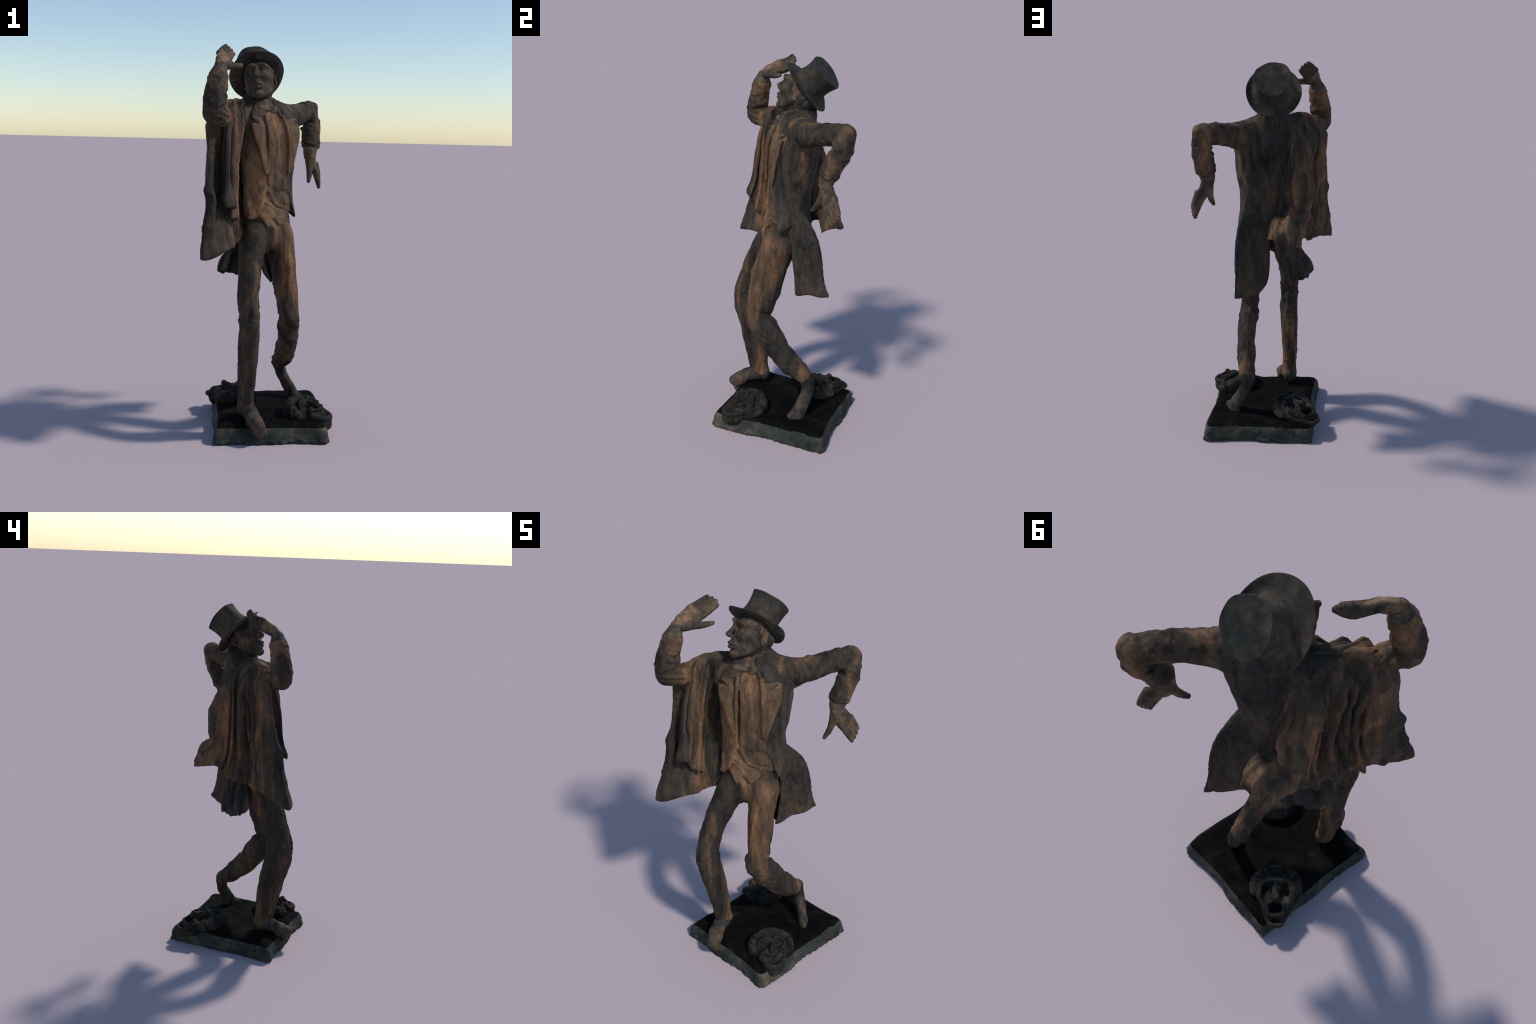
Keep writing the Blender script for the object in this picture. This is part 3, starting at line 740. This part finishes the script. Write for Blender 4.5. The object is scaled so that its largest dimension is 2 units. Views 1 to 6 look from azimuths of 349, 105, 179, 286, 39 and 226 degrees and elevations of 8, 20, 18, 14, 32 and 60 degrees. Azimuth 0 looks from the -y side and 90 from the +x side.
# fold: place across, width, height, where it starts and ends down the cloth, sideways drift
cloak_folds = [(0.03, 0.012, 0.010, 0.15, 1.2, 0.01), (0.08, 0.014, 0.022, 0.20, 0.75, 0.10), (0.09, 0.012, 0.024, 0.58, 1.2, 0.12), (0.15, 0.012, 0.018, 0.05, 0.6, 0.03), (0.05, 0.010, 0.016, 0.75, 1.2, 0.10), (0.215, 0.012, 0.014, 0.2, 1.2, -0.03),
               (0.29, 0.012, 0.022, 0.1, 1.1, 0.02), (0.345, 0.014, 0.034, 0.05, 1.2, 0.012), (0.395, 0.009, 0.022, 0.1, 0.60, 0.02), (0.435, 0.015, 0.042, 0.08, 1.2, -0.01),
               (0.490, 0.010, 0.030, 0.1, 0.70, 0.01), (0.535, 0.014, 0.034, 0.12, 1.2, 0.012), (0.315, 0.012, -0.010, 0.2, 1.2, 0.0), (0.40, 0.012, -0.012, 0.5, 1.2, 0.005), (0.465, 0.011, -0.010, 0.2, 1.2, 0.0),
               (0.585, 0.010, 0.016, 0.25, 0.9, 0.008), (0.77, 0.02, 0.012, 0.3, 1.2, 0.0), (0.86, 0.02, 0.014, 0.5, 1.2, 0.0), (0.94, 0.02, 0.010, 0.5, 1.2, 0.0)]
cloak = sheet('cloak', cloak_cols, cloak_folds, 0.014, M_cape, statue, 300, 190, 0.005, 3, 0.005, flip=True, crease=0.009)
flap_cols = [
    [(-0.105, 0.018, 1.684), (-0.100, -0.015, 1.714), (-0.138, -0.108, 1.700), (-0.146, -0.146, 1.612), (-0.172, -0.172, 1.485), (-0.182, -0.178, 1.330), (-0.186, -0.192, 1.184), (-0.187, -0.194, 1.108)],
    [(-0.142, 0.000, 1.672), (-0.125, -0.035, 1.720), (-0.168, -0.138, 1.692), (-0.174, -0.168, 1.612), (-0.188, -0.190, 1.490), (-0.199, -0.204, 1.320), (-0.200, -0.222, 1.200), (-0.200, -0.236, 1.128)],
    [(-0.172, -0.030, 1.656), (-0.155, -0.060, 1.722), (-0.190, -0.165, 1.684), (-0.196, -0.196, 1.611), (-0.204, -0.224, 1.490), (-0.218, -0.240, 1.304), (-0.214, -0.256, 1.200), (-0.210, -0.264, 1.148)],
    [(-0.208, -0.068, 1.648), (-0.190, -0.095, 1.719), (-0.215, -0.187, 1.672), (-0.216, -0.206, 1.600), (-0.224, -0.224, 1.480), (-0.232, -0.242, 1.310), (-0.231, -0.262, 1.230), (-0.230, -0.275, 1.186)],
    [(-0.242, -0.112, 1.640), (-0.225, -0.135, 1.707), (-0.236, -0.216, 1.655), (-0.234, -0.236, 1.588), (-0.240, -0.272, 1.459), (-0.249, -0.292, 1.312), (-0.250, -0.310, 1.250), (-0.249, -0.325, 1.212)],
    [(-0.272, -0.160, 1.635), (-0.255, -0.172, 1.690), (-0.264, -0.232, 1.636), (-0.258, -0.218, 1.570), (-0.262, -0.225, 1.459), (-0.270, -0.236, 1.312), (-0.270, -0.255, 1.260), (-0.266, -0.276, 1.220)]]
flap_folds = [(0.10, 0.04, 0.010, 0.05, 1.2, 0.0), (0.40, 0.045, 0.016, 0.05, 1.2, 0.0), (0.80, 0.045, 0.014, 0.1, 1.2, 0.0),
              (0.23, 0.05, -0.022, 0.12, 1.2, 0.0), (0.60, 0.07, -0.034, 0.12, 1.2, 0.0), (0.62, 0.03, 0.012, 0.0, 0.5, 0.0), (0.25, 0.02, 0.008, 0.0, 0.4, 0.0)]
sheet('cloak_lapel', flap_cols, flap_folds, 0.013, M_cape, cloak, 120, 150, 0.004, 5, 0.004, flip=True, crease=0.005)

# ================================================================== COAT TAILS
tailL = [
    [(-0.010, 0.075, 1.280), (-0.012, 0.100, 1.150), (-0.010, 0.088, 1.030), (-0.006, 0.076, 0.900), (0.014, 0.072, 0.820), (0.055, 0.072, 0.770)],
    [(0.030, 0.070, 1.290), (0.032, 0.108, 1.150), (0.034, 0.102, 1.030), (0.040, 0.092, 0.900), (0.060, 0.108, 0.825), (0.090, 0.128, 0.785)],
    [(0.085, 0.062, 1.290), (0.096, 0.126, 1.150), (0.104, 0.146, 1.030), (0.112, 0.160, 0.910), (0.124, 0.182, 0.850), (0.140, 0.214, 0.798)],
    [(0.112, 0.030, 1.275), (0.150, 0.150, 1.165), (0.162, 0.195, 1.050), (0.168, 0.214, 0.960), (0.171, 0.232, 0.880), (0.176, 0.258, 0.813)],
    [(0.112, 0.000, 1.275), (0.132, 0.080, 1.160), (0.128, 0.106, 1.050), (0.124, 0.122, 0.960), (0.122, 0.142, 0.870), (0.120, 0.162, 0.784)],
    [(0.105, -0.040, 1.275), (0.120, 0.015, 1.150), (0.114, 0.034, 1.050), (0.104, 0.046, 0.960), (0.088, 0.055, 0.860), (0.062, 0.060, 0.756)]]
sheet('coat_tail', tailL, [(0.20, 0.05, -0.008, 0.3, 1.2, 0.0), (0.72, 0.05, -0.012, 0.3, 1.2, 0.03), (0.86, 0.04, 0.012, 0.3, 1.2, -0.03), (0.05, 0.04, 0.006, 0.3, 1.2, 0.0)],
      0.016, M_coat, coat_obj, 120, 110, 0.004, 7, 0.004, flip=True)
tailR = [
    [(0.000, 0.085, 1.235), (-0.020, 0.102, 1.120), (-0.045, 0.108, 1.000), (-0.085, 0.100, 0.890), (-0.118, 0.092, 0.812)],
    [(-0.070, 0.072, 1.235), (-0.085, 0.082, 1.120), (-0.105, 0.078, 1.000), (-0.128, 0.062, 0.900), (-0.145, 0.052, 0.820)],
    [(-0.110, 0.025, 1.235), (-0.122, 0.028, 1.120), (-0.145, 0.022, 1.000), (-0.188, 0.018, 0.910), (-0.210, 0.005, 0.830)],
    [(-0.130, -0.025, 1.235), (-0.142, -0.026, 1.120), (-0.168, -0.032, 1.000), (-0.230, -0.040, 0.910), (-0.253, -0.055, 0.848)],
    [(-0.140, -0.060, 1.235), (-0.155, -0.065, 1.120), (-0.170, -0.075, 1.000), (-0.190, -0.085, 0.920), (-0.200, -0.092, 0.870)]]
sheet('coat_tail', tailR, [(0.18, 0.05, 0.016, 0.2, 1.2, 0.02), (0.40, 0.05, -0.014, 0.3, 1.2, 0), (0.60, 0.05, 0.016, 0.3, 1.2, 0.0), (0.85, 0.05, 0.012, 0.2, 1.2, 0)],
      0.013, M_coat, coat_obj, 110, 100, 0.004, 9, 0.004)

# ================================================================== BASE
CORN = [V(-0.290, -0.280), V(0.299, -0.338), V(0.377, 0.309), V(-0.211, 0.370)]
G = Field((-0.42, -0.44, -0.012), (0.46, 0.44, 0.16), 0.004)
def slab(x, y, z):
    d = None
    for i in range(4):
        a, b = CORN[i], CORN[(i + 1) % 4]
        e = unit(b - a)
        nrm = V(e[1], -e[0])
        t = ((x - a[0]) * e[0] + (y - a[1]) * e[1]) / np.linalg.norm(b - a)
        dist = (x - a[0]) * nrm[0] + (y - a[1]) * nrm[1]
        dist = dist + 0.010 * np.sin(t * math.pi) + 0.005 * np.sin(t * 11 + i * 2)
        d = dist if d is None else smax(d, dist, 0.03)
    d = d + 0.004 * noise3(x, y, z, 18, 41) + 0.008 * noise3(x, y, z * 0, 5, 48)
    top = 0.101 + 0.008 * noise3(x, y, z * 0, 7, 42) + 0.003 * noise3(x, y, z * 0, 22, 43)
    side = d + 0.006 * np.clip((z - 0.03) / 0.06, 0, 1)
    lip = d + 0.002 + 0.014 * np.abs(noise3(x, y, z * 0, 55, 44)) - 0.010
    lip = np.maximum(lip, z - 0.018 - 0.006 * noise3(x, y, z * 0, 40, 45))
    r = smax(side, z - top, 0.060)
    return np.maximum(smin(r, lip, 0.006), 0.0 - z)
G.put(slab, (-0.40, -0.42, 0.0), (0.44, 0.42, 0.14), 0.0, 1)
v, q, lb = G.mesh()
v = relax(v, q, 1, 0.3)
v[:, 2] -= v[:, 2].min()
# top inside the rim is split off to hold the scan's shade as near-black colour
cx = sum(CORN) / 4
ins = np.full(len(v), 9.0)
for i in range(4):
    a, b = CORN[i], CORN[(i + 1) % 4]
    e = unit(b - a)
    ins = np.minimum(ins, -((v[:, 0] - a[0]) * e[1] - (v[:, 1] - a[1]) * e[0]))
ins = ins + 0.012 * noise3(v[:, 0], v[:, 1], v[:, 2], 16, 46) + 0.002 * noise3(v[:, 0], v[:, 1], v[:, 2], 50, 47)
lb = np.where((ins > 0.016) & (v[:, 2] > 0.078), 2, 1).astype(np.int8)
split_by_label(v, q, lb, {1: ('base', M_rim, None), 2: ('base_top_shade_darkened', M_top, None)}, statue, 6)
del G

# ================================================================== MASKS
def mask(center, axis, dip, comic, seed):
    A = unit(V(axis[0], axis[1], -dip))
    Lm = unit(np.cross(V(0, 0, 1), A))
    U = np.cross(A, Lm)
    ax = (A, Lm, U)
    c = np.asarray(center)
    p = lambda a, l, u: c + A * a + Lm * l + U * u
    F = Field(c - V(0.20, 0.20, 0.13), c + V(0.20, 0.20, 0.13), 0.0028)
    # domed skull and long jaw
    F.ball(p(-0.035, 0, -0.02), (0.098, 0.112, 0.062), ax, 0.02, 1)
    F.ball(p(0.045, 0, -0.02), (0.100, 0.072, 0.062), ax, 0.03, 1)
    # hair arching over the brow
    arc = [p(-0.02 - 0.080 * math.cos(t), 0.104 * math.sin(t), -0.004 + 0.012 * math.cos(t)) for t in np.linspace(-1.75, 1.75, 9)]
    F.chain(arc, [0.020, 0.024, 0.026, 0.026, 0.028, 0.026, 0.026, 0.024, 0.020], 0.008, 1, fine=2)
    locks = []
    for i, t in enumerate(np.linspace(-1.6, 1.6, 11)):
        q0 = p(-0.02 - 0.108 * math.cos(t), 0.126 * math.sin(t), -0.004)
        q1 = p(-0.02 - 0.066 * math.cos(t + 0.10), 0.090 * math.sin(t + 0.10), 0.020)
        if comic:
            F.ball(q0 * 0.35 + q1 * 0.65 + V(0, 0, 0.006), 0.014 + 0.004 * (i % 2), None, 0.004, 1)
        else:
            locks.append([q0 + U * 0.010, (q0 + q1) / 2 + U * 0.019, q1 + U * 0.004])
    for s in (-1, 1):
        if comic:
            F.chain([p(-0.040, 0.010 * s, 0.044), p(-0.046, 0.040 * s, 0.048), p(-0.016, 0.074 * s, 0.032)], [0.010, 0.012, 0.008], 0.008, 1)
            F.ball(p(0.034, 0.048 * s, 0.026), (0.024, 0.019, 0.022), ax, 0.010, 1)
        else:
            F.chain([p(-0.050, 0.008 * s, 0.046), p(-0.038, 0.042 * s, 0.052), p(0.020, 0.074 * s, 0.030)], [0.010, 0.012, 0.009], 0.010, 1)
            F.chain([p(0.020, 0.072 * s, 0.026), p(0.070, 0.054 * s, 0.020), p(0.115, 0.040 * s, 0.006)], [0.010, 0.010, 0.010], 0.010, 1)
    if comic:
        F.chain([p(0.050, -0.066, 0.016), p(0.102, -0.036, 0.020), p(0.116, 0, 0.022), p(0.102, 0.036, 0.020), p(0.050, 0.066, 0.016)], [0.011, 0.015, 0.016, 0.015, 0.011], 0.008, 1)
        F.chain([p(0.034, -0.050, 0.036), p(0.056, -0.024, 0.044), p(0.058, 0, 0.046), p(0.056, 0.024, 0.044), p(0.034, 0.050, 0.036)], [0.007, 0.009, 0.009, 0.009, 0.007], 0.006, 1)
    else:
        F.chain([p(0.052, -0.036, 0.036), p(0.100, -0.034, 0.028), p(0.112, 0, 0.032), p(0.100, 0.034, 0.028), p(0.052, 0.036, 0.036)], [0.008, 0.009, 0.009, 0.009, 0.008], 0.006, 1)
        F.chain([p(0.10, -0.05, 0.004), p(0.145, -0.025, 0.006), p(0.15, 0, 0.008), p(0.145, 0.025, 0.006), p(0.10, 0.05, 0.004)], [0.010, 0.012, 0.012, 0.012, 0.010], 0.008, 1)
    # hollows: eyes, mouth, under the lip, between the locks
    for line in locks:
        F.chain(line, [0.004, 0.006, 0.004], 0.004, cut=True)
    for s in (-1, 1):
        if comic:
            F.ball(p(-0.010, 0.040 * s, 0.050), (0.019, 0.030, 0.036), (A + Lm * 0.35 * s, Lm, U), 0.006, cut=True)
        else:
            F.ball(p(0.004, 0.043 * s, 0.046), (0.046, 0.026, 0.042), (A + Lm * 0.12 * s, Lm, U), 0.006, cut=True)
    if comic:
        F.chain([p(0.050, -0.050, 0.034), p(0.080, -0.026, 0.042), p(0.086, 0, 0.044), p(0.080, 0.026, 0.042), p(0.050, 0.050, 0.034)], [0.010, 0.020, 0.024, 0.020, 0.010], 0.005, cut=True)
    else:
        F.ball(p(0.078, 0, 0.040), (0.027, 0.033, 0.044), ax, 0.005, cut=True)
        F.ball(p(0.130, 0, 0.026), (0.013, 0.028, 0.026), ax, 0.005, cut=True)
    F.chain([p(-0.040, 0, 0.040), p(0.0, 0, 0.050), p(0.032, 0, 0.058)], [0.009, 0.010, 0.016], 0.008, 1)
    F.cut(lambda x, y, z: z - 0.05 + 0 * x, F.lo, F.lo + F.h * F.n, 0.004)
    v, q, lb = F.mesh(lambda x, y, z: 0.0016 * noise3(x, y, z, 40, seed))
    v = relax(v, q, 1, 0.3)
    make_object('theatre_mask', v, q, vertex_normals(v, q), M_mask, statue)
mask((-0.135, 0.195, 0.120), (-0.68, 0.73), 0.22, False, 51)
mask((0.225, -0.170, 0.120), (0.72, -0.69), 0.30, True, 52)
